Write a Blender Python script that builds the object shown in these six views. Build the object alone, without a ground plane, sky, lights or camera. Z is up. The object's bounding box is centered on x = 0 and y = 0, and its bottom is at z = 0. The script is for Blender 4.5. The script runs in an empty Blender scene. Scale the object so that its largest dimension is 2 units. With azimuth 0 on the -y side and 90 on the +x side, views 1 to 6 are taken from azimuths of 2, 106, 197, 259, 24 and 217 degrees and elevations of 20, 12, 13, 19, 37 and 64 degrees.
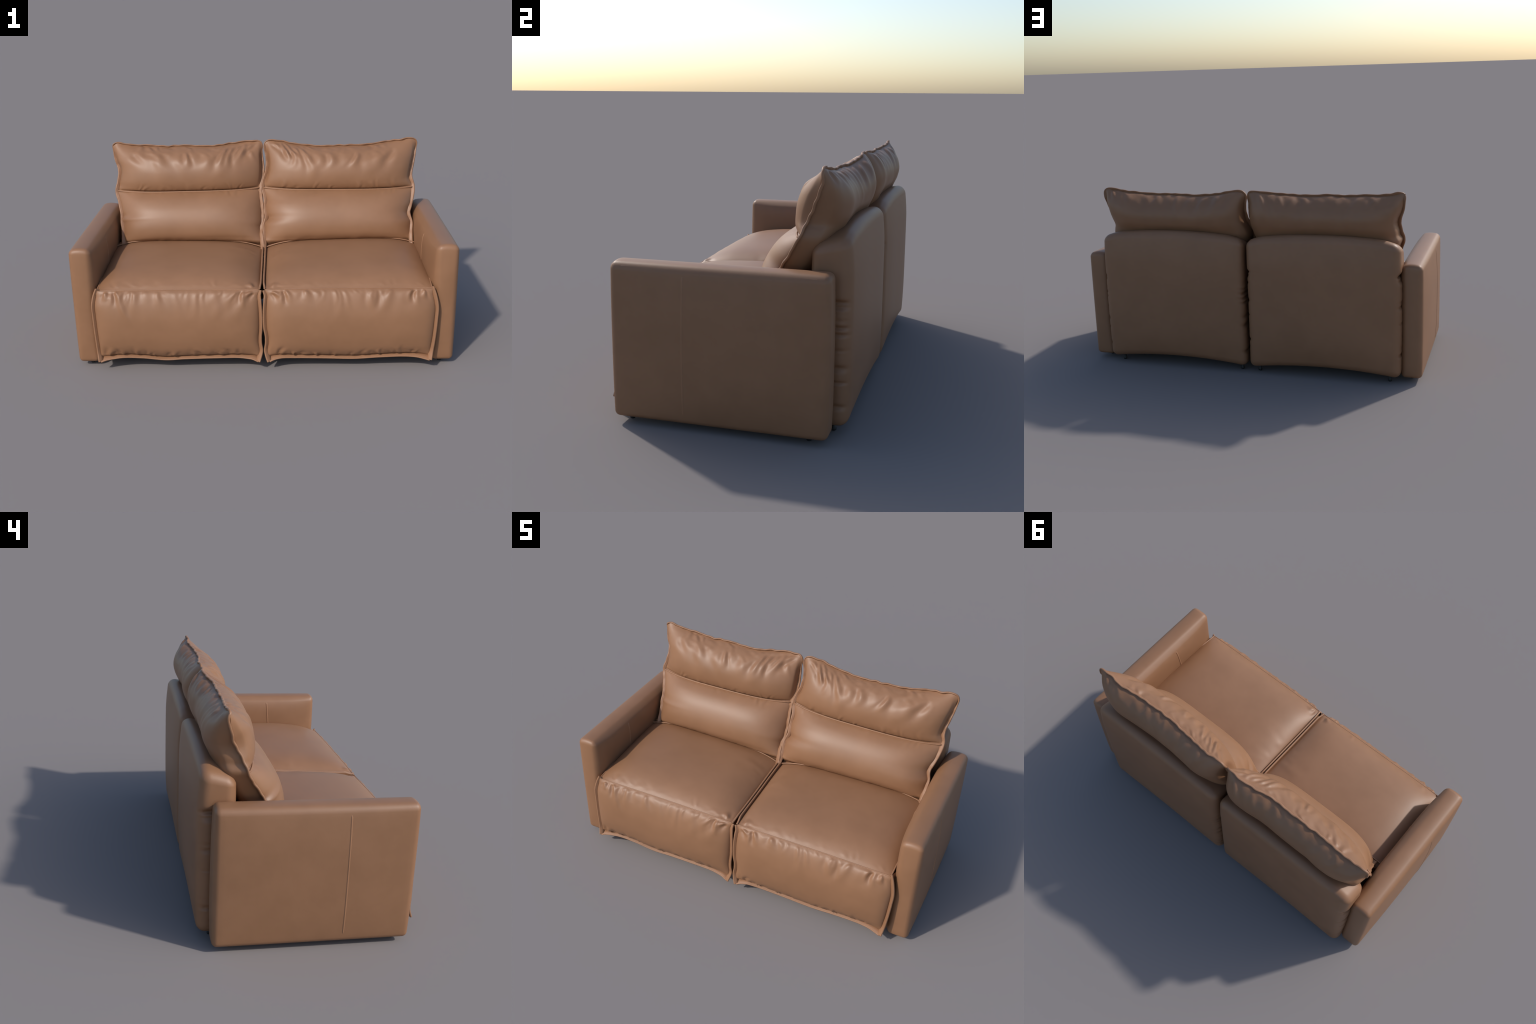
# Two-seat tan leather recliner sofa: padded arms, pillow-like seats and backs with
# flanged (welted) edges, padded rear shells and small black feet.
import bpy, bmesh, math, random
import numpy as np
from mathutils import Vector

# ------------------------------------------------------------------ helpers
def col():
    return bpy.context.scene.collection

def link(obj, parent=None):
    col().objects.link(obj)
    if parent is not None:
        obj.parent = parent
    return obj

def mesh_object(name, verts, faces, mat, parent, smooth=True):
    me = bpy.data.meshes.new(name)
    me.from_pydata([tuple(map(float, v)) for v in verts], [], [tuple(map(int, f)) for f in faces])
    me.update()
    if smooth:
        me.polygons.foreach_set("use_smooth", [True] * len(me.polygons))
    me.materials.append(mat)
    return link(bpy.data.objects.new(name, me), parent)

def outward(obj):
    bm = bmesh.new(); bm.from_mesh(obj.data)
    bmesh.ops.recalc_face_normals(bm, faces=bm.faces)
    bm.to_mesh(obj.data); bm.free()
    return obj

def grid_faces(nu, nv, off=0, flip=False):
    i, j = np.meshgrid(np.arange(nu - 1), np.arange(nv - 1), indexing="ij")
    a = (i * nv + j).ravel() + off
    q = np.stack([a, a + nv, a + nv + 1, a + 1], 1)
    return q[:, ::-1] if flip else q

def spline(pts, n):
    """Catmull-Rom (chord-length) through control points, n samples."""
    P = np.asarray(pts, float)
    seg = np.linalg.norm(np.diff(P, axis=0), axis=1) ** 0.5
    t = np.concatenate([[0], np.cumsum(seg)])
    m = np.zeros_like(P)
    for k in range(len(P)):
        if k == 0:
            m[k] = (P[1] - P[0]) / (t[1] - t[0])
        elif k == len(P) - 1:
            m[k] = (P[-1] - P[-2]) / (t[-1] - t[-2])
        else:
            d0 = (P[k] - P[k - 1]) / (t[k] - t[k - 1]); d1 = (P[k + 1] - P[k]) / (t[k + 1] - t[k])
            h0 = t[k] - t[k - 1]; h1 = t[k + 1] - t[k]
            m[k] = (d0 * h1 + d1 * h0) / (h0 + h1)
    def ev(x):
        k = np.clip(np.searchsorted(t, x, side="right") - 1, 0, len(P) - 2)
        h = (t[k + 1] - t[k])[:, None]; s = ((x - t[k]) / (t[k + 1] - t[k]))[:, None]
        return ((2 * s**3 - 3 * s**2 + 1) * P[k] + (s**3 - 2 * s**2 + s) * h * m[k]
                + (-2 * s**3 + 3 * s**2) * P[k + 1] + (s**3 - s**2) * h * m[k + 1])
    dense = ev(np.linspace(0, t[-1], 600))
    return resample(dense, np.linspace(0, 1, n))

def resample(dense, params):
    L = np.concatenate([[0], np.cumsum(np.linalg.norm(np.diff(dense, axis=0), axis=1))])
    L /= L[-1]
    return np.stack([np.interp(params, L, dense[:, k]) for k in range(dense.shape[1])], 1)

def spacing(n, k=0.55):
    """0..1 samples, denser toward both ends."""
    t = np.linspace(0, 1, n)
    return (1 - k) * t + k * (0.5 - 0.5 * np.cos(np.pi * t))

def unit(v):
    v = np.asarray(v, float)
    return v / (np.linalg.norm(v, axis=-1, keepdims=True) + 1e-12)

def normals(P):
    du = np.gradient(P, axis=0); dv = np.gradient(P, axis=1)
    return unit(np.cross(du, dv))

def smoothstep(a, b, x):
    t = np.clip((x - a) / (b - a), 0, 1)
    return t * t * (3 - 2 * t)

# ---------------------------------------------------------------- materials
def leather(name, base, dark, rough=0.48, grain=0.05, scale=1.0):
    m = bpy.data.materials.new(name); m.use_nodes = True
    n, l = m.node_tree.nodes, m.node_tree.links
    b = n["Principled BSDF"]
    tc = n.new("ShaderNodeTexCoord")
    big = n.new("ShaderNodeTexNoise"); big.inputs["Scale"].default_value = 7 * scale
    big.inputs["Detail"].default_value = 5; big.inputs["Roughness"].default_value = 0.6
    l.new(tc.outputs["Object"], big.inputs["Vector"])
    ramp = n.new("ShaderNodeValToRGB")
    ramp.color_ramp.elements[0].position = 0.36; ramp.color_ramp.elements[0].color = (*dark, 1)
    ramp.color_ramp.elements[1].position = 0.62; ramp.color_ramp.elements[1].color = (*base, 1)
    l.new(big.outputs["Fac"], ramp.inputs["Fac"])
    l.new(ramp.outputs["Color"], b.inputs["Base Color"])
    # pores: small cells plus fine noise, bump only
    vor = n.new("ShaderNodeTexVoronoi"); vor.inputs["Scale"].default_value = 260 * scale
    fine = n.new("ShaderNodeTexNoise"); fine.inputs["Scale"].default_value = 90 * scale
    fine.inputs["Detail"].default_value = 4
    l.new(tc.outputs["Object"], vor.inputs["Vector"]); l.new(tc.outputs["Object"], fine.inputs["Vector"])
    add = n.new("ShaderNodeMath"); add.operation = "ADD"
    l.new(vor.outputs["Distance"], add.inputs[0]); l.new(fine.outputs["Fac"], add.inputs[1])
    bump = n.new("ShaderNodeBump"); bump.inputs["Strength"].default_value = grain
    bump.inputs["Distance"].default_value = 0.002
    l.new(add.outputs[0], bump.inputs["Height"]); l.new(bump.outputs["Normal"], b.inputs["Normal"])
    rr = n.new("ShaderNodeMapRange"); rr.inputs["To Min"].default_value = rough - 0.04
    rr.inputs["To Max"].default_value = rough + 0.05
    l.new(big.outputs["Fac"], rr.inputs["Value"]); l.new(rr.outputs["Result"], b.inputs["Roughness"])
    b.inputs["Specular IOR Level"].default_value = 0.5
    return m

def plain(name, color, rough):
    m = bpy.data.materials.new(name); m.use_nodes = True
    n, l = m.node_tree.nodes, m.node_tree.links
    b = n["Principled BSDF"]
    tc = n.new("ShaderNodeTexCoord"); noi = n.new("ShaderNodeTexNoise"); noi.inputs["Scale"].default_value = 120
    l.new(tc.outputs["Object"], noi.inputs["Vector"])
    ramp = n.new("ShaderNodeValToRGB")
    ramp.color_ramp.elements[0].color = (*[c * 0.7 for c in color], 1)
    ramp.color_ramp.elements[1].color = (*[c * 1.3 for c in color], 1)
    l.new(noi.outputs["Fac"], ramp.inputs["Fac"]); l.new(ramp.outputs["Color"], b.inputs["Base Color"])
    b.inputs["Roughness"].default_value = rough
    return m

TAN = leather("tan_leather", (0.262, 0.130, 0.0655), (0.243, 0.120, 0.0595))
WELT = leather("tan_leather_welt", (0.285, 0.143, 0.074), (0.265, 0.132, 0.068), 0.5)  # tan base lightened to paint in the light caught along beads and piping
BLACK = plain("black_lining", (0.012, 0.012, 0.013), 0.8)
FOOT = plain("black_plastic", (0.008, 0.009, 0.010), 0.6)

# ------------------------------------------------------------ folded panels
def folds(a, b, spec):
    """Sum of creases on a panel; a, b are metric panel coordinates.
    spec: (a0, b0, angle from +b in degrees, length, width, height)"""
    h = np.zeros_like(a)
    for a0, b0, ang, ln, w, amp in spec:
        t = math.radians(ang)
        ex, ey = math.sin(t), math.cos(t)
        l = ((a - a0) * ex + (b - b0) * ey) / ln
        d = (a - a0) * ey - (b - b0) * ex
        d = d - 0.22 * w * math.sin(a0 * 91.0) * 6 * l * l - 0.35 * w * np.sin(5.0 * l + a0 * 57.0)
        ww = w * (0.75 + 0.7 * np.clip(l, 0, 1))
        along = smoothstep(-0.06, 0.22, l) * (1 - smoothstep(0.35, 1.0, l))
        h += amp * along * (np.exp(-(d / ww) ** 2) - 0.75 * np.exp(-((d - 1.7 * ww) / ww) ** 2)
                            - 0.35 * np.exp(-((d + 1.9 * ww) / ww) ** 2))
    return h

def fan(rng, count, a0, a1, b0, lean, ln, w, amp, down=True):
    """Creases spread along a seam, leaning toward the panel's middle."""
    out = []
    for k in range(count):
        f = (k + 0.5 + rng.uniform(-0.48, 0.48)) / count
        ang = lean * (1 - 2 * f) + rng.uniform(-9, 9)
        s = 0.55 + 0.45 * abs(2 * f - 1) + rng.uniform(-0.15, 0.25)
        base = 180 - ang if down else ang
        out.append((a0 + (a1 - a0) * f, b0 + rng.uniform(-0.006, 0.004), base,
                    ln * rng.uniform(0.5, 1.35), w * rng.uniform(0.65, 1.5), amp * s * rng.choice([1.15, 0.7, -0.8])))
    return out

def puffed_panel(left, right, bottom, top, mid, n, m, nu=200, nv=110, crease=None, out=1, pinch=None, bulge=0):
    """Coons patch through four seam curves, puffed so that its centre line follows `mid`.
    left/right run bottom->top, bottom/top run left->right. Returns grid P[nu,nv,3]."""
    us, vs = spacing(nu), spacing(nv)
    A, B = resample(left, vs), resample(right, vs)
    C, D = resample(bottom, us), resample(top, us)
    U, V = us[:, None, None], vs[None, :, None]
    base = ((1 - U) * A[None] + U * B[None] + (1 - V) * C[:, None] + V * D[:, None]
            - ((1 - U) * (1 - V) * C[0] + U * (1 - V) * C[-1] + (1 - U) * V * D[0] + U * V * D[-1]))
    M = resample(spline(mid, 400), vs)                       # (y, z)
    cb = np.stack([np.interp(0.5, us, base[:, j, 1]) for j in range(nv)]), np.stack([np.interp(0.5, us, base[:, j, 2]) for j in range(nv)])
    delta = M - np.stack(cb, 1)
    delta = delta - ((1 - vs)[:, None] * delta[0] + vs[:, None] * delta[-1])
    s = np.abs(2 * us - 1)
    w = (1 - s ** n) ** m
    P = base.copy()
    P[:, :, 1] += w[:, None] * delta[None, :, 0]
    P[:, :, 2] += w[:, None] * delta[None, :, 1]
    if pinch is not None:
        P = pinch(P, us, vs)
    if bulge:
        e = np.abs(2 * us - 1)
        prof = smoothstep(.70, .93, e) * smoothstep(1.0, .93, e) * np.sign(us - .5)
        P[:, :, 0] += bulge * out * prof[:, None] * np.sin(np.pi * vs)[None] ** .7
    N = normals(P) * out
    if crease is not None:
        width = np.linalg.norm(B[nv // 2] - A[nv // 2])
        ln = np.concatenate([[0], np.cumsum(np.linalg.norm(np.diff(M, axis=0), axis=1))])
        a = us[:, None] * width + 0 * vs[None]; b = 0 * us[:, None] + ln[None]
        h = crease(a, b, width, ln[-1])
        edge = smoothstep(0, 0.03, us)[:, None] * smoothstep(0, 0.03, 1 - us)[:, None] * smoothstep(0, 0.05, vs)[None] * smoothstep(0, 0.05, 1 - vs)[None]
        P = P + N * (h * edge)[:, :, None]
    return P

def add_skirt(P, verts, faces, sides, flip):
    """Turns the edge of a cover inward so that the part has depth."""
    nu, nv = P.shape[:2]
    lines = {"left": [j for j in range(nv)], "right": [(nu - 1) * nv + j for j in range(nv)],
             "bottom": [i * nv for i in range(nu)], "top": [i * nv + nv - 1 for i in range(nu)]}
    for side, off in sides.items():
        idx = lines[side]; o = len(verts)
        verts.extend([np.asarray(verts[i]) + off for i in idx])
        for k in range(len(idx) - 1):
            q = (idx[k], idx[k + 1], o + k + 1, o + k)
            faces.append(q)

def panel_object(name, P, mat, parent, flip=False, skirt=None):
    nu, nv = P.shape[:2]
    verts = [v for v in P.reshape(-1, 3)]
    faces = [tuple(f) for f in grid_faces(nu, nv, 0, flip)]
    if skirt:
        add_skirt(P, verts, faces, skirt, flip)
    return mesh_object(name, verts, faces, mat, parent)

def lip_section(length, stem, bead, k=9):
    """Flange cross-section (o = outward, t = across): a thin lip ending in a rolled bead."""
    c = length - bead
    a = np.linspace(-2.35, 2.35, k)
    pts = [(-0.006, -stem), (c - bead * 1.1, -stem * 0.8)]
    pts += [(c + bead * math.cos(x), bead * math.sin(x)) for x in a]
    pts += [(c - bead * 1.1, stem * 0.8), (-0.006, stem)]
    return pts

def flange(name, path, outdir, mat, parent, length=0.018, stem=0.004, bead=0.0065, n=220, ripple=None):
    """Sweeps the lip along the panel edge `path` (inner edge) pointing to outdir."""
    p = resample(path, np.linspace(0, 1, n))
    o = resample_dir(outdir, n)
    tang = unit(np.gradient(p, axis=0))
    o = unit(o - tang * np.sum(o * tang, 1, keepdims=True))
    c = unit(np.cross(tang, o))
    L = np.full(n, 1.0) if ripple is None else ripple(np.linspace(0, 1, n))
    sec = lip_section(length, stem, bead)
    rows = []
    for so, sc in sec:
        rows.append(p + o * (so * (L if so > 0 else 1))[:, None] if isinstance(L, np.ndarray) and so > 0 else p + o * so)
        rows[-1] = rows[-1] + c * sc
    G = np.stack(rows, 0)
    k = len(sec)
    verts = list(G.reshape(-1, 3))
    faces = [tuple(f) for f in grid_faces(k, n)]
    faces += [((k - 1) * n + j, j, j + 1, (k - 1) * n + j + 1) for j in range(n - 1)]
    for e in (0, n - 1):
        faces.append(tuple(i * n + e for i in range(k)))
    return outward(mesh_object(name, verts, faces, mat, parent))

def resample_dir(d, n):
    d = np.asarray(d, float)
    if d.ndim == 1:
        return np.tile(d, (n, 1))
    x = np.linspace(0, 1, len(d))
    return np.stack([np.interp(np.linspace(0, 1, n), x, d[:, k]) for k in range(3)], 1)

def cord(name, path, r, mat, parent, n=160, sides=8):
    p = resample(np.asarray(path), np.linspace(0, 1, n))
    t = unit(np.gradient(p, axis=0))
    ref = np.array([0.31, 0.17, 0.93]) if abs(t[n // 2][2]) < 0.8 else np.array([0.9, 0.3, 0.1])
    a = unit(np.cross(t, ref)); b = np.cross(t, a)
    ang = np.linspace(0, 2 * np.pi, sides, endpoint=False)
    rr = r * np.minimum(1, np.minimum(np.arange(n), np.arange(n)[::-1]) / 2 + 0.25)
    G = np.stack([p + (a * math.cos(x) + b * math.sin(x)) * rr[:, None] for x in ang], 0)
    faces = []
    for i in range(sides):
        i2 = (i + 1) % sides
        for j in range(n - 1):
            faces.append((i * n + j, i * n + j + 1, i2 * n + j + 1, i2 * n + j))
    faces.append(tuple(i * n for i in range(sides))); faces.append(tuple(i * n + n - 1 for i in range(sides))[::-1])
    return outward(mesh_object(name, list(G.reshape(-1, 3)), faces, mat, parent))

def padded_box(lo, hi, radius, res, shape=None):
    """Rounded box surface as one welded mesh: verts, faces. `shape` deforms the points."""
    lo, hi = np.array(lo), np.array(hi); c = (lo + hi) / 2; h = (hi - lo) / 2
    def axis(k):
        r = radius / h[k]
        e = 1 - np.cos(np.linspace(0, np.pi / 2, 7))          # dense in the rounded rim
        rim = -1 + r * e
        flat = np.linspace(-1 + r, 1 - r, max(3, res[k]))
        return np.concatenate([rim[:-1], flat, -rim[::-1][1:]])
    ax = [axis(k) for k in range(3)]
    key, verts, faces = {}, [], []
    def vid(p):
        kk = tuple(np.round(p, 6))
        if kk not in key:
            key[kk] = len(verts); verts.append(np.array(p, float))
        return key[kk]
    for k in range(3):
        i, j = [(1, 2), (2, 0), (0, 1)][k]
        for sgn in (-1, 1):
            ids = np.zeros((len(ax[i]), len(ax[j])), int)
            for p, s in enumerate(ax[i]):
                for q, t in enumerate(ax[j]):
                    v = [0, 0, 0]; v[k] = sgn; v[i] = s; v[j] = t
                    ids[p, q] = vid(v)
            for p in range(len(ax[i]) - 1):
                for q in range(len(ax[j]) - 1):
                    f = (ids[p, q], ids[p + 1, q], ids[p + 1, q + 1], ids[p, q + 1])
                    faces.append(f if sgn > 0 else f[::-1])
    V = np.array(verts) * h
    inner = np.clip(V, -(h - radius), h - radius)
    V = inner + radius * unit(V - inner)
    if shape is not None:
        V = shape(V, h)
    return V + c, faces

# ------------------------------------------------------------------ the sofa
sofa = bpy.data.objects.new("leather_sofa", None)
sofa["label"] = "two-seat tan leather recliner sofa with puffy pillow backs"
sofa["category"] = "sofa"
link(sofa)

ZB, YB = [0.30, 0.50, 0.62, 0.775, 0.90, 1.03], [0.02, 0.118, 0.20, 0.297, 0.355, 0.398]   # back flange plane
def y_back(z):
    return np.interp(z, ZB, YB)

UNITS = {
    +1: dict(
        out_front=[(.057, .861), (.10, .868), (.139, .873), (.20, .879), (.277, .884), (.343, .886), (.403, .874), (.442, .860)],
        in_front=[(.054, .018), (.075, .010), (.11, .003), (.15, .008), (.19, .008), (.235, .001), (.32, .000), (.38, .004), (.41, .006), (.437, -.001)],
        out_back=[(.49, .838), (.555, .841), (.596, .846), (.615, .836), (.637, .829), (.683, .848), (.731, .860), (.771, .867), (.797, .859), (.818, .850), (.883, .862), (.942, .879), (.990, .890)],
        in_back=[(.475, -.006), (.521, -.002), (.569, -.006), (.593, -.006), (.620, .013), (.644, .004), (.677, .000), (.709, .005), (.758, -.009), (.783, -.014), (.817, -.004), (.852, .010), (.899, .015), (.938, .011), (.985, -.002)],
        top=[(.000, 1.019), (.022, 1.030), (.086, 1.027), (.156, 1.012), (.225, 1.004), (.318, .997), (.41, 1.000), (.502, 1.001), (.594, 1.002), (.663, 1.010), (.732, 1.017), (.80, 1.026), (.850, 1.034), (.877, 1.028)],
        top_y=[(-.01, .395), (.10, .402), (.18, .396), (.27, .376), (.36, .372), (.45, .366), (.60, .376), (.74, .394), (.80, .386), (.89, .392)],
        hem=[(.020, .054), (.045, .064), (.088, .071), (.163, .069), (.305, .065), (.469, .061), (.587, .068), (.727, .074), (.797, .071), (.858, .059)],
        shell=(.000, .862)),
    -1: dict(
        out_front=[(.057, -.862), (.10, -.868), (.153, -.871), (.232, -.875), (.309, -.878), (.365, -.879), (.411, -.870), (.446, -.856)],
        in_front=[(.054, -.022), (.075, -.015), (.11, -.007), (.15, -.012), (.19, -.012), (.235, -.008), (.32, -.008), (.38, -.011), (.41, -.013), (.437, -.008)],
        out_back=[(.49, -.820), (.56, -.826), (.604, -.831), (.618, -.839), (.636, -.832), (.662, -.839), (.699, -.849), (.736, -.861), (.771, -.874), (.799, -.862), (.82, -.860), (.864, -.853), (.89, -.858), (.925, -.874), (.969, -.889), (.992, -.890)],
        in_back=[(.475, -.010), (.517, -.014), (.549, -.020), (.577, -.020), (.601, -.012), (.641, -.011), (.681, -.014), (.721, -.019), (.766, -.024), (.783, -.020), (.826, -.010), (.87, -.007), (.904, -.008), (.943, -.010), (.985, -.012)],
        top=[(-.009, 1.018), (-.030, 1.029), (-.081, 1.027), (-.137, 1.022), (-.207, 1.016), (-.277, 1.009), (-.342, 1.007), (-.417, 1.010), (-.482, 1.013), (-.557, 1.008), (-.613, 1.012), (-.669, 1.015), (-.754, 1.017), (-.814, 1.024), (-.862, 1.035), (-.883, 1.029)],
        top_y=[(-.013, .395), (-.093, .408), (-.194, .394), (-.303, .372), (-.38, .376), (-.457, .380), (-.608, .376), (-.708, .394), (-.78, .385), (-.878, .390)],
        hem=[(-.021, .054), (-.056, .067), (-.084, .070), (-.132, .073), (-.274, .069), (-.418, .065), (-.513, .060), (-.632, .072), (-.727, .077), (-.785, .073), (-.835, .066), (-.860, .058)],
        shell=(-.014, -.873)),
}

FRONT_Y0, FRONT_Y1 = -0.470, -0.447     # flange of the front panel: at the hem, at the seat seam

def build_unit(s):
    q = UNITS[s]
    rng = random.Random(11 + s)
    sx = float(s)
    L = 0.016
    def curve(pts, yfun):
        p = np.array(pts); return spline(np.stack([p[:, 1], yfun(p[:, 0]), p[:, 0]], 1), 300)
    yf = lambda z: np.interp(z, [.05, .10, .26, .37, .44], [-.491, -.475, -.469, -.463, FRONT_Y1])
    oF, iF = curve(q["out_front"], yf), curve(q["in_front"], yf)
    oB, iB = curve(q["out_back"], y_back), curve(q["in_back"], y_back)
    iB[:, 0] -= sx * .008
    T = np.array(q["top"]); ty = np.array(q["top_y"])
    order = np.argsort(ty[:, 0])
    top = spline(np.stack([T[:, 0], np.interp(T[:, 0], ty[order, 0], ty[order, 1]) - .008, T[:, 1] + .006], 1), 400)
    H = np.array(q["hem"])
    hx = (H[:, 0] - H[0, 0]) / (H[-1, 0] - H[0, 0])
    hem = spline(np.stack([H[:, 0], -.466 - .024 * np.abs(2 * hx - 1) ** 5, H[:, 1] - .005], 1), 400)
    ox = np.array([sx, 0, 0])

    # ---------------- seam lines (inner edges of the flanges)
    def inset(c, d, amount=L):
        return c - np.asarray(d) * amount
    f_out = inset(oF, unit([sx, -.35, 0])); f_in = inset(iF, unit([-sx, -.35, 0]))
    hd = unit([0, -.66, -.62])
    hem_e = inset(hem, hd, 0.024)
    # close the front panel's lower corners on the hem seam
    def ends(c, a=None, b=None, reach=0.12):
        t = np.linspace(0, 1, len(c))[:, None]; c = c.copy()
        if a is not None: c += (a - c[0]) * (1 - smoothstep(0, reach, t))
        if b is not None: c += (b - c[-1]) * smoothstep(1 - reach, 1, t)
        return c
    seam_y, seam_z = FRONT_Y1, .440
    xi, xo = -.004 + sx * .014, f_out[-1][0] + sx * .008
    fs = np.linspace(0, 1, 300)
    front_seam = np.stack([xi + (xo - xi) * fs, np.full(300, seam_y), seam_z + .004 * np.sin(np.pi * fs)], 1)
    f_in = ends(f_in, hem_e[0], front_seam[0]); f_out = ends(f_out, hem_e[-1], front_seam[-1])
    # seat rear seam, arched
    b_in = inset(iB, unit([-sx, 0, 0])); b_out = inset(oB, unit([sx, 0, 0]))
    xi2, xo2 = -.004 + sx * .012, sx * .858
    arch = (1 - np.abs(2 * fs - 1) ** 4)
    back_seam = np.stack([xi2 + (xo2 - xi2) * fs, .140 + .008 * arch, .464 + (.014 * fs) + .038 * arch], 1)
    s_in = spline([front_seam[0], (-.004 + sx * .012, -.38, .441), (-.004 + sx * .012, -.20, .447), (-.004 + sx * .012, -.02, .458), back_seam[0]], 300)
    s_out = spline([front_seam[-1], (xo + sx * .002, -.30, .456), (xo + sx * .002, -.10, .472), back_seam[-1]], 300)
    # split back edges at the headrest seam
    def split(c, z):
        k = int(np.argmin(np.abs(c[:, 2] - z))); return c[:k + 1], c[k:]
    bi0, bi1 = split(b_in, .779); bo0, bo1 = split(b_out, .773)
    bi0 = ends(bi0, back_seam[0]); bo0 = ends(bo0, back_seam[-1])
    hs = 1 - np.abs(2 * fs - 1) ** 3.5
    head_seam = bi0[-1] * (1 - fs[:, None]) + bo0[-1] * fs[:, None]
    head_seam[:, 1] -= .047 * hs; head_seam[:, 2] -= .002 * hs
    top_e = inset(top, [0, 0, 1.0], .009)
    bi1 = ends(bi1, None, top_e[0], .25); bo1 = ends(bo1, None, top_e[-1], .25)

    flip = s < 0
    o = 1 if s > 0 else -1
    # ---------------- front panel
    def front_creases(a, b, W, Hh):
        sp = fan(rng, 9, .06, W - .06, Hh - .004, 24, .15, .015, .0040) + fan(rng, 8, .08, W - .08, Hh - .004, 24, .08, .010, .0024)
        sp += [(.035, Hh - .01, 180 - 38, .07, .012, .007), (.085, Hh - .004, 180 - 20, .10, .011, -.007),
               (W - .04, Hh - .01, 180 + 38, .06, .012, .006), (W - .09, Hh - .004, 180 + 18, .10, .010, -.007)]
        sp += fan(rng, 13, .05, W - .05, .020, 26, .065, .010, .0050, down=False)
        return folds(a, b, sp)
    mid_front = [(-.440, .076), (-.462, .085), (-.484, .116), (-.499, .170), (-.506, .240), (-.504, .32), (-.489, .388), (-.469, .428), (-.449, .444)]
    P = puffed_panel(f_in, f_out, hem_e, front_seam, mid_front, 6, .6, 240, 130, front_creases, o)
    # the panel edge sinks behind the flange: push the border back a little
    front = panel_object("front_panel", P, TAN, sofa, flip, {"left": (0, .10, 0), "right": (sx * .016, .055, 0), "bottom": (0, .10, .01)})

    # ---------------- seat cushion
    def seat_creases(a, b, W, Hh):
        sp = fan(rng, 9, .04, W - .04, .010, 14, .06, .015, .0012, down=False)
        sp += [(.02, rng.uniform(.28, .55), 78 + rng.uniform(-20, 20), rng.uniform(.10, .2), .02, rng.uniform(.0006, .0014)) for k in range(4)]
        sp += [(.03, .012, 52, .06, .015, .007)]
        return folds(a, b, sp)
    mid_seat = [(-.447, .444), (-.425, .462), (-.38, .486), (-.31, .506), (-.22, .517), (-.12, .522), (-.02, .521), (.07, .515), (.148, .502)]
    P = puffed_panel(s_in, s_out, front_seam, back_seam, mid_seat, 6, .78, 240, 150, seat_creases, o)
    seat = panel_object("seat_cushion", P, TAN, sofa, flip, {"left": (sx * .006, 0, -.16), "right": (-sx * .006, 0, -.16), "top": (0, .05, -.05)})

    # ---------------- lumbar cushion
    def lumbar_creases(a, b, W, Hh):
        sp = fan(rng, 9, .04, W - .04, .006, 20, .07, .014, .0016, down=False)
        sp += fan(rng, 8, .05, W - .05, Hh - .004, 24, .06, .012, .0014)
        return folds(a, b, sp)
    mid_l = [(.148, .502), (.112, .511), (.090, .543), (.086, .587), (.097, .637), (.127, .692), (.172, .738), (.216, .763), (.250, .775)]
    P = puffed_panel(bi0, bo0, back_seam, head_seam, mid_l, 5, .72, 240, 120, lumbar_creases, o)
    lumbar = panel_object("lumbar_cushion", P, TAN, sofa, flip)

    # ---------------- headrest cushion
    def head_creases(a, b, W, Hh):
        sp = fan(rng, 11, .07, W - .06, Hh - .07, 28, .15, .018, .0058)
        sp += fan(rng, 10, .10, W - .12, Hh - .012, 20, .07, .014, .0030)
        sp += fan(rng, 9, .08, W - .06, .01, 26, .055, .010, .0022, down=False)
        for k in range(5):
            sp.append((.05 + .035 * k, Hh - .02 - .006 * k, 180 - 36 + 3 * k, .15, .0125, .006 * rng.uniform(.7, 1.1)))
        return folds(a, b, sp)
    mid_h = [(.250, .775), (.236, .782), (.226, .802), (.222, .838), (.229, .886), (.251, .932), (.287, .966), (.331, .988), (.368, .998)]
    P = puffed_panel(bi1, bo1, head_seam, top_e, mid_h, 5.2, .66, 260, 130, head_creases, o, bulge=.010)
    head = panel_object("headrest_cushion", P, TAN, sofa, flip)

    # ---------------- rear of the back pillow
    rear_in = np.concatenate([bi0[:-1], bi1])[::-1]; rear_out = np.concatenate([bo0[:-1], bo1])[::-1]
    low = back_seam.copy(); low[:, 1] += .01; low[:, 2] -= .01
    def rear_creases(a, b, W, Hh):
        sp = fan(rng, 13, .05, W - .05, .010, 16, .17, .017, .0040, down=False)
        return folds(a, b, sp)
    mid_r = [(.368, .998), (.386, .991), (.416, .966), (.442, .925), (.452, .880), (.443, .835), (.422, .790), (.40, .73), (.36, .66), (.30, .58), (.22, .51), (.13, .49)]
    P = puffed_panel(rear_in, rear_out, top_e, low, mid_r, 8, .55, 220, 130, rear_creases, o, bulge=.011)
    rear = panel_object("back_cushion_cover", P, TAN, sofa, flip)

    # ---------------- flanges and piping
    fd = unit([sx, -.35, 0]); fdi = unit([-sx, -.35, 0])
    flange("flange", inset(oF, fd), fd, WELT, front, L + .003, .003, .0052)
    flange("flange", inset(iF, fdi), fdi, WELT, front, L + .003, .003, .0052)
    flange("flange", hem_e, hd, WELT, front, .026, .0028, .0038)
    flange("flange", s_in, [(-.30 * sx, 0, 1)] * 2, WELT, seat, .021, .0032, .0052, ripple=lambda t: .3 + .7 * smoothstep(0, .10, t) * smoothstep(0, .10, 1 - t))
    cord("piping", s_out, .0042, WELT, seat)
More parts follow.
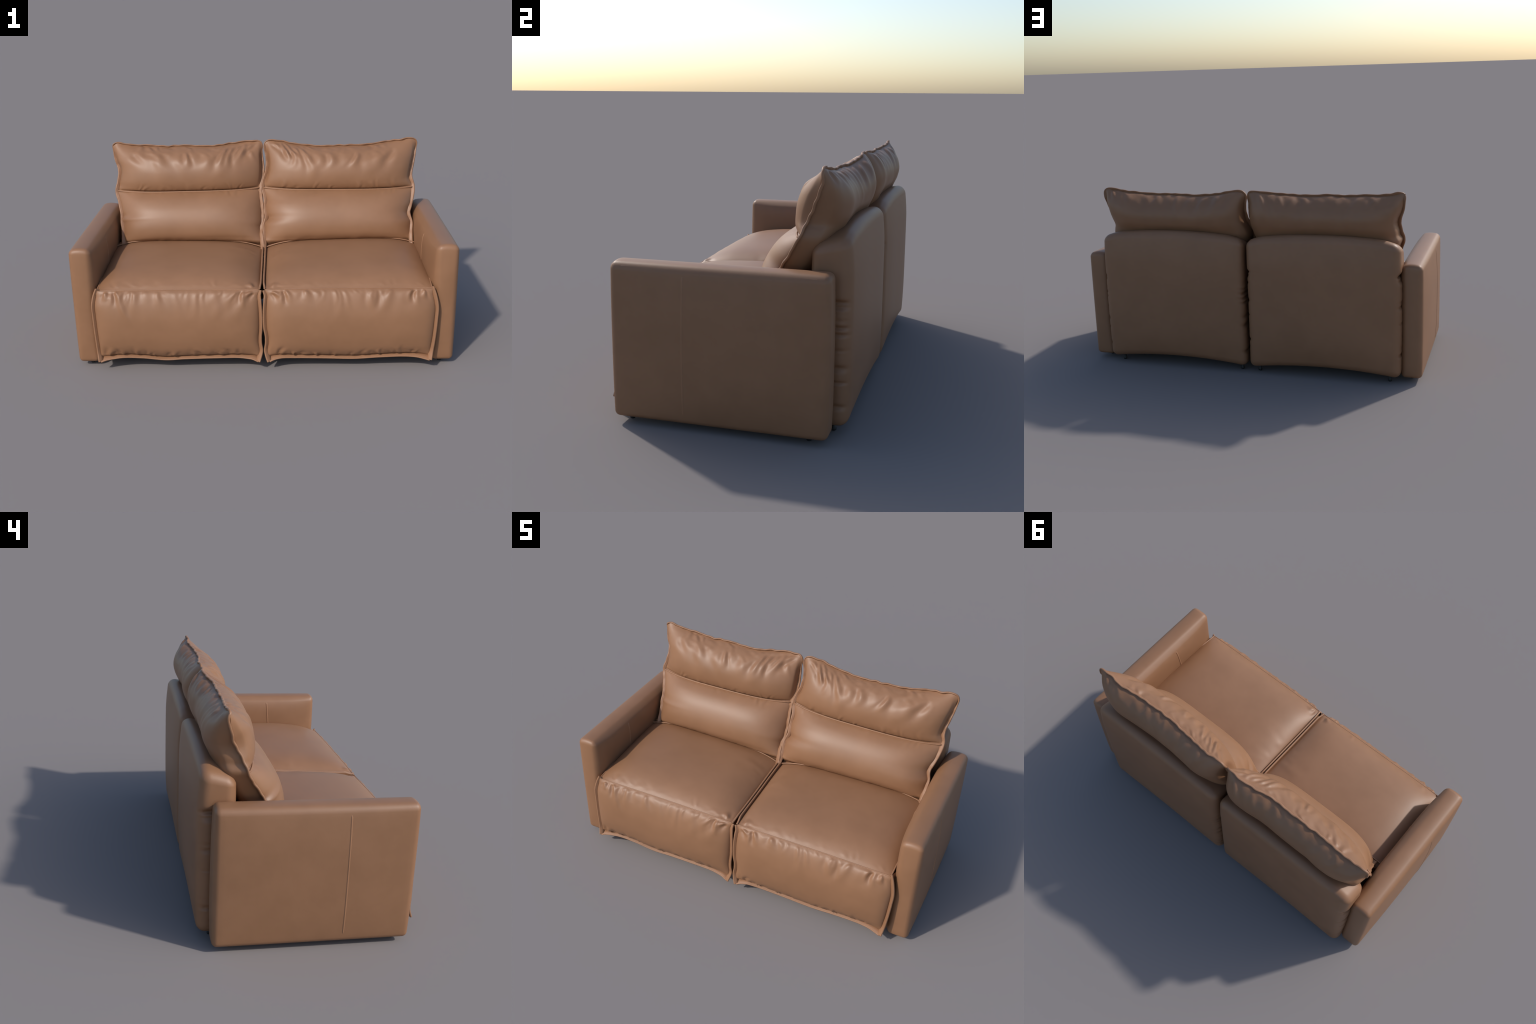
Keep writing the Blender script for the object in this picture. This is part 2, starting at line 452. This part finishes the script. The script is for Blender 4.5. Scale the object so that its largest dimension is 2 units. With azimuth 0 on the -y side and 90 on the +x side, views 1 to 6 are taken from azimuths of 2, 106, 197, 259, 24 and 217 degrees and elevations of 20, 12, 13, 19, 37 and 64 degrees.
    cord("piping", front_seam + np.array([0, .0, -.0005]), .0030, WELT, seat)
    cord("piping", back_seam + np.array([0, -.031, .0105]), .0036, WELT, lumbar)
    cord("piping", head_seam + np.array([0, -.010, -.004]), .0042, WELT, lumbar)
    # one flange runs up the inner side, along the top and down the outer side
    def round_join(c0, c1, c2):
        d = np.concatenate([c0, c1, c2]); return resample(d, np.linspace(0, 1, 900))
    ext = lambda c: np.concatenate([c[:1] + np.array([0, -.03, -.05]), c])
    loop = round_join(inset(ext(iB), [-sx, 0, 0]), top_e, inset(ext(oB), [sx, 0, 0])[::-1])
    k = 12
    ker = np.ones(2 * k + 1) / (2 * k + 1)
    loop = np.stack([np.convolve(np.pad(loop[:, c], k, mode="edge"), ker, "valid") for c in range(3)], 1)
    ph = np.linspace(0, 1, len(loop)) * 60 + s
    loop[:, 1] += .0022 * np.sin(ph * 1.7 + 2 * np.sin(ph * .6)) + .0012 * np.sin(ph * 4.3)
    loop[:, 2] += .0012 * np.sin(ph * 2.9 + 1.3 * np.sin(ph * .8))
    tang = unit(np.gradient(loop, axis=0))
    nplane = unit(np.array([0, -1.0, -.08]))
    outd = unit(np.cross(tang, nplane)) * (1 if s > 0 else -1) * -1
    if np.dot(outd[450], [0, 0, 1]) < 0: outd = -outd
    flange("flange", loop, outd, WELT, head, L + .001, .0030, .0056, n=520, ripple=lambda t: 1 - .45 * smoothstep(.23, .29, t) * smoothstep(.23, .29, 1 - t))

    # ---------------- padded rear shell
    x0, x1 = q["shell"]; lo, hi = min(x0, x1), max(x0, x1)
    srng = random.Random(5 + s)
    side_folds = [(srng.uniform(.08, .66), srng.uniform(.006, .014), srng.uniform(.004, .010)) for _ in range(13)]
    def shape(V, h):
        V = V.copy(); u = V / h
        X, Y, Z = u[:, 0], u[:, 1], u[:, 2]
        V[:, 1] += np.where(Y > 0, 1, .4) * np.sign(Y) * .020 * np.clip(1 - X**4, 0, 1) * np.clip(1 - (Z - .05)**4, 0, 1) * np.abs(Y) ** 2
        V[:, 2] -= .012 * smoothstep(.75, 1, np.abs(X)) * smoothstep(.6, 1, Z)
        topness = smoothstep(.55, 1.0, Z)
        V[:, 1] -= topness * .007 * smoothstep(-.7, .6, Y)
        V[:, 2] -= .036 * ((1 - Y) / 2) ** 1.3 * smoothstep(.6, 1, Z)
        V[:, 2] += np.where(Z > 0, .030 * (1 - np.abs(X) ** 2.4) * smoothstep(.3, 1, Z), .030 * (1 - np.abs(X) ** 2.0) * smoothstep(-.5, -1, Z))
        V[:, 0] += np.sign(X) * np.where(X * sx > 0, .004, -.002) * (1 - Z**2) * np.abs(X)
        zz = V[:, 2] + .42
        for z0, w, am in side_folds:
            V[:, 0] -= np.sign(X) * am * np.exp(-((zz - z0) / w) ** 2) * smoothstep(.86, 1, np.abs(X)) * (1 - .75 * smoothstep(.5, 1.0, Y)) * (1 - .8 * smoothstep(.25, .65, np.sin(zz * 40 + X)))
        return V
    V, F = padded_box((lo, .338, .029), (hi, .494, .784), .041, (44, 14, 150), shape)
    shell = mesh_object("backrest_shell", V, F, TAN, sofa)

    # ---------------- hidden frame and feet
    V, F = padded_box((min(x0, x1) + .03, -.40, .062), (max(x0, x1) - .03, .36, .42), .01, (3, 3, 3))
    mesh_object("base_frame", V, F, BLACK, sofa)

for s in (1, -1):
    build_unit(s)

# ---------------------------------------------------------------- arms
def arm(s):
    X0, X1, Y0, Y1, Z0, Z1 = .872, .984, -.430, .440, .024, .650
    def shape(V, h):
        V = V.copy(); u = V / h
        X, Y, Z = u[:, 0], u[:, 1], u[:, 2]
        cy, cz = np.clip(1 - np.abs(Y) ** 3, 0, 1), np.clip(1 - np.abs(Z) ** 3, 0, 1)
        V[:, 0] += np.sign(X) * np.abs(X) ** 3 * np.where(X * s > 0, .016 * cy * cz, .028 * np.clip(1 - np.abs(Y) ** 5, 0, 1) * np.clip(1 - np.abs(Z) ** 9, 0, 1))
        V[:, 2] += np.where(Z > 0, .010, 0) * np.abs(Z) ** 3 * np.clip(1 - X**2, 0, 1)
        V[:, 1] += np.sign(Y) * np.abs(Y) ** 3 * .008 * cz * np.clip(1 - X**2, 0, 1)
        return V
    lo, hi = (X0, X1) if s > 0 else (-X1, -X0)
    V, F = padded_box((lo, Y0, Z0), (hi, Y1, Z1), .024, (8, 40, 30), shape)
    a = mesh_object("armrest", V, F, TAN, sofa)
    # seams: one across the outer and inner faces, one along each upper edge, one down each rear/front edge
    def on_outer(y, z):
        Yn = (y - (Y0 + Y1) / 2) / ((Y1 - Y0) / 2); Zn = (z - (Z0 + Z1) / 2) / ((Z1 - Z0) / 2)
        b = max(0, 1 - abs(Yn) ** 3) * max(0, 1 - abs(Zn) ** 3)
        bi = max(0, 1 - abs(Yn) ** 5) * max(0, 1 - abs(Zn) ** 9)
        return s * (X1 + .016 * b), s * (X0 - .028 * bi)
    pts_o = [(on_outer(-.125, z)[0] - s * .0043, -.124 - .004 * (1 - (z - .03) / .6), z) for z in np.linspace(.058, .628, 40)]
    pts_i = [(on_outer(-.125 , z)[1] + s * .0043, -.125 - .05 * (1 - math.sqrt(max(0, (z - .30) / .33))), z) for z in np.linspace(.33, .625, 30)]
    cord("seam", pts_o, .006, WELT, a, 60, 24)
    cord("seam", pts_i, .006, WELT, a, 60, 24)
    for xx, z in ((s * (X0 + .0088), Z1 - .0092), (s * (X1 - .0090), Z1 - .0090)):
        cord("seam", [(xx, y, z) for y in np.linspace(Y0 + .03, Y1 - .03, 30)], .0045, WELT, a, 80, 20)
    return a

for s in (1, -1):
    arm(s)

# ---------------------------------------------------------------- feet
def foot_mesh():
    prof = [(.0, .064), (.008, .064), (.008, .016), (.011, .012), (.011, .003), (.009, 0), (0, 0)]
    n = 20; verts, faces = [], []
    for r, z in prof:
        for k in range(n):
            a = 2 * math.pi * k / n; verts.append((r * math.cos(a), r * math.sin(a), z))
    for i in range(len(prof) - 1):
        for k in range(n):
            k2 = (k + 1) % n
            faces.append((i * n + k, (i + 1) * n + k, (i + 1) * n + k2, i * n + k2))
    me = bpy.data.meshes.new("foot"); me.from_pydata(verts, [], faces); me.update()
    me.polygons.foreach_set("use_smooth", [True] * len(me.polygons))
    me.materials.append(FOOT)
    return me
fm = foot_mesh()
for x in (.80, .045, -.062, -.81):
    for y in (.430, -.34):
        f = bpy.data.objects.new("foot", fm); f.location = (x, y, 0); link(f, sofa)
for x in (.922, -.922):
    for y in (-.375, .36):
        f = bpy.data.objects.new("foot", fm); f.location = (x, y, 0); link(f, sofa)
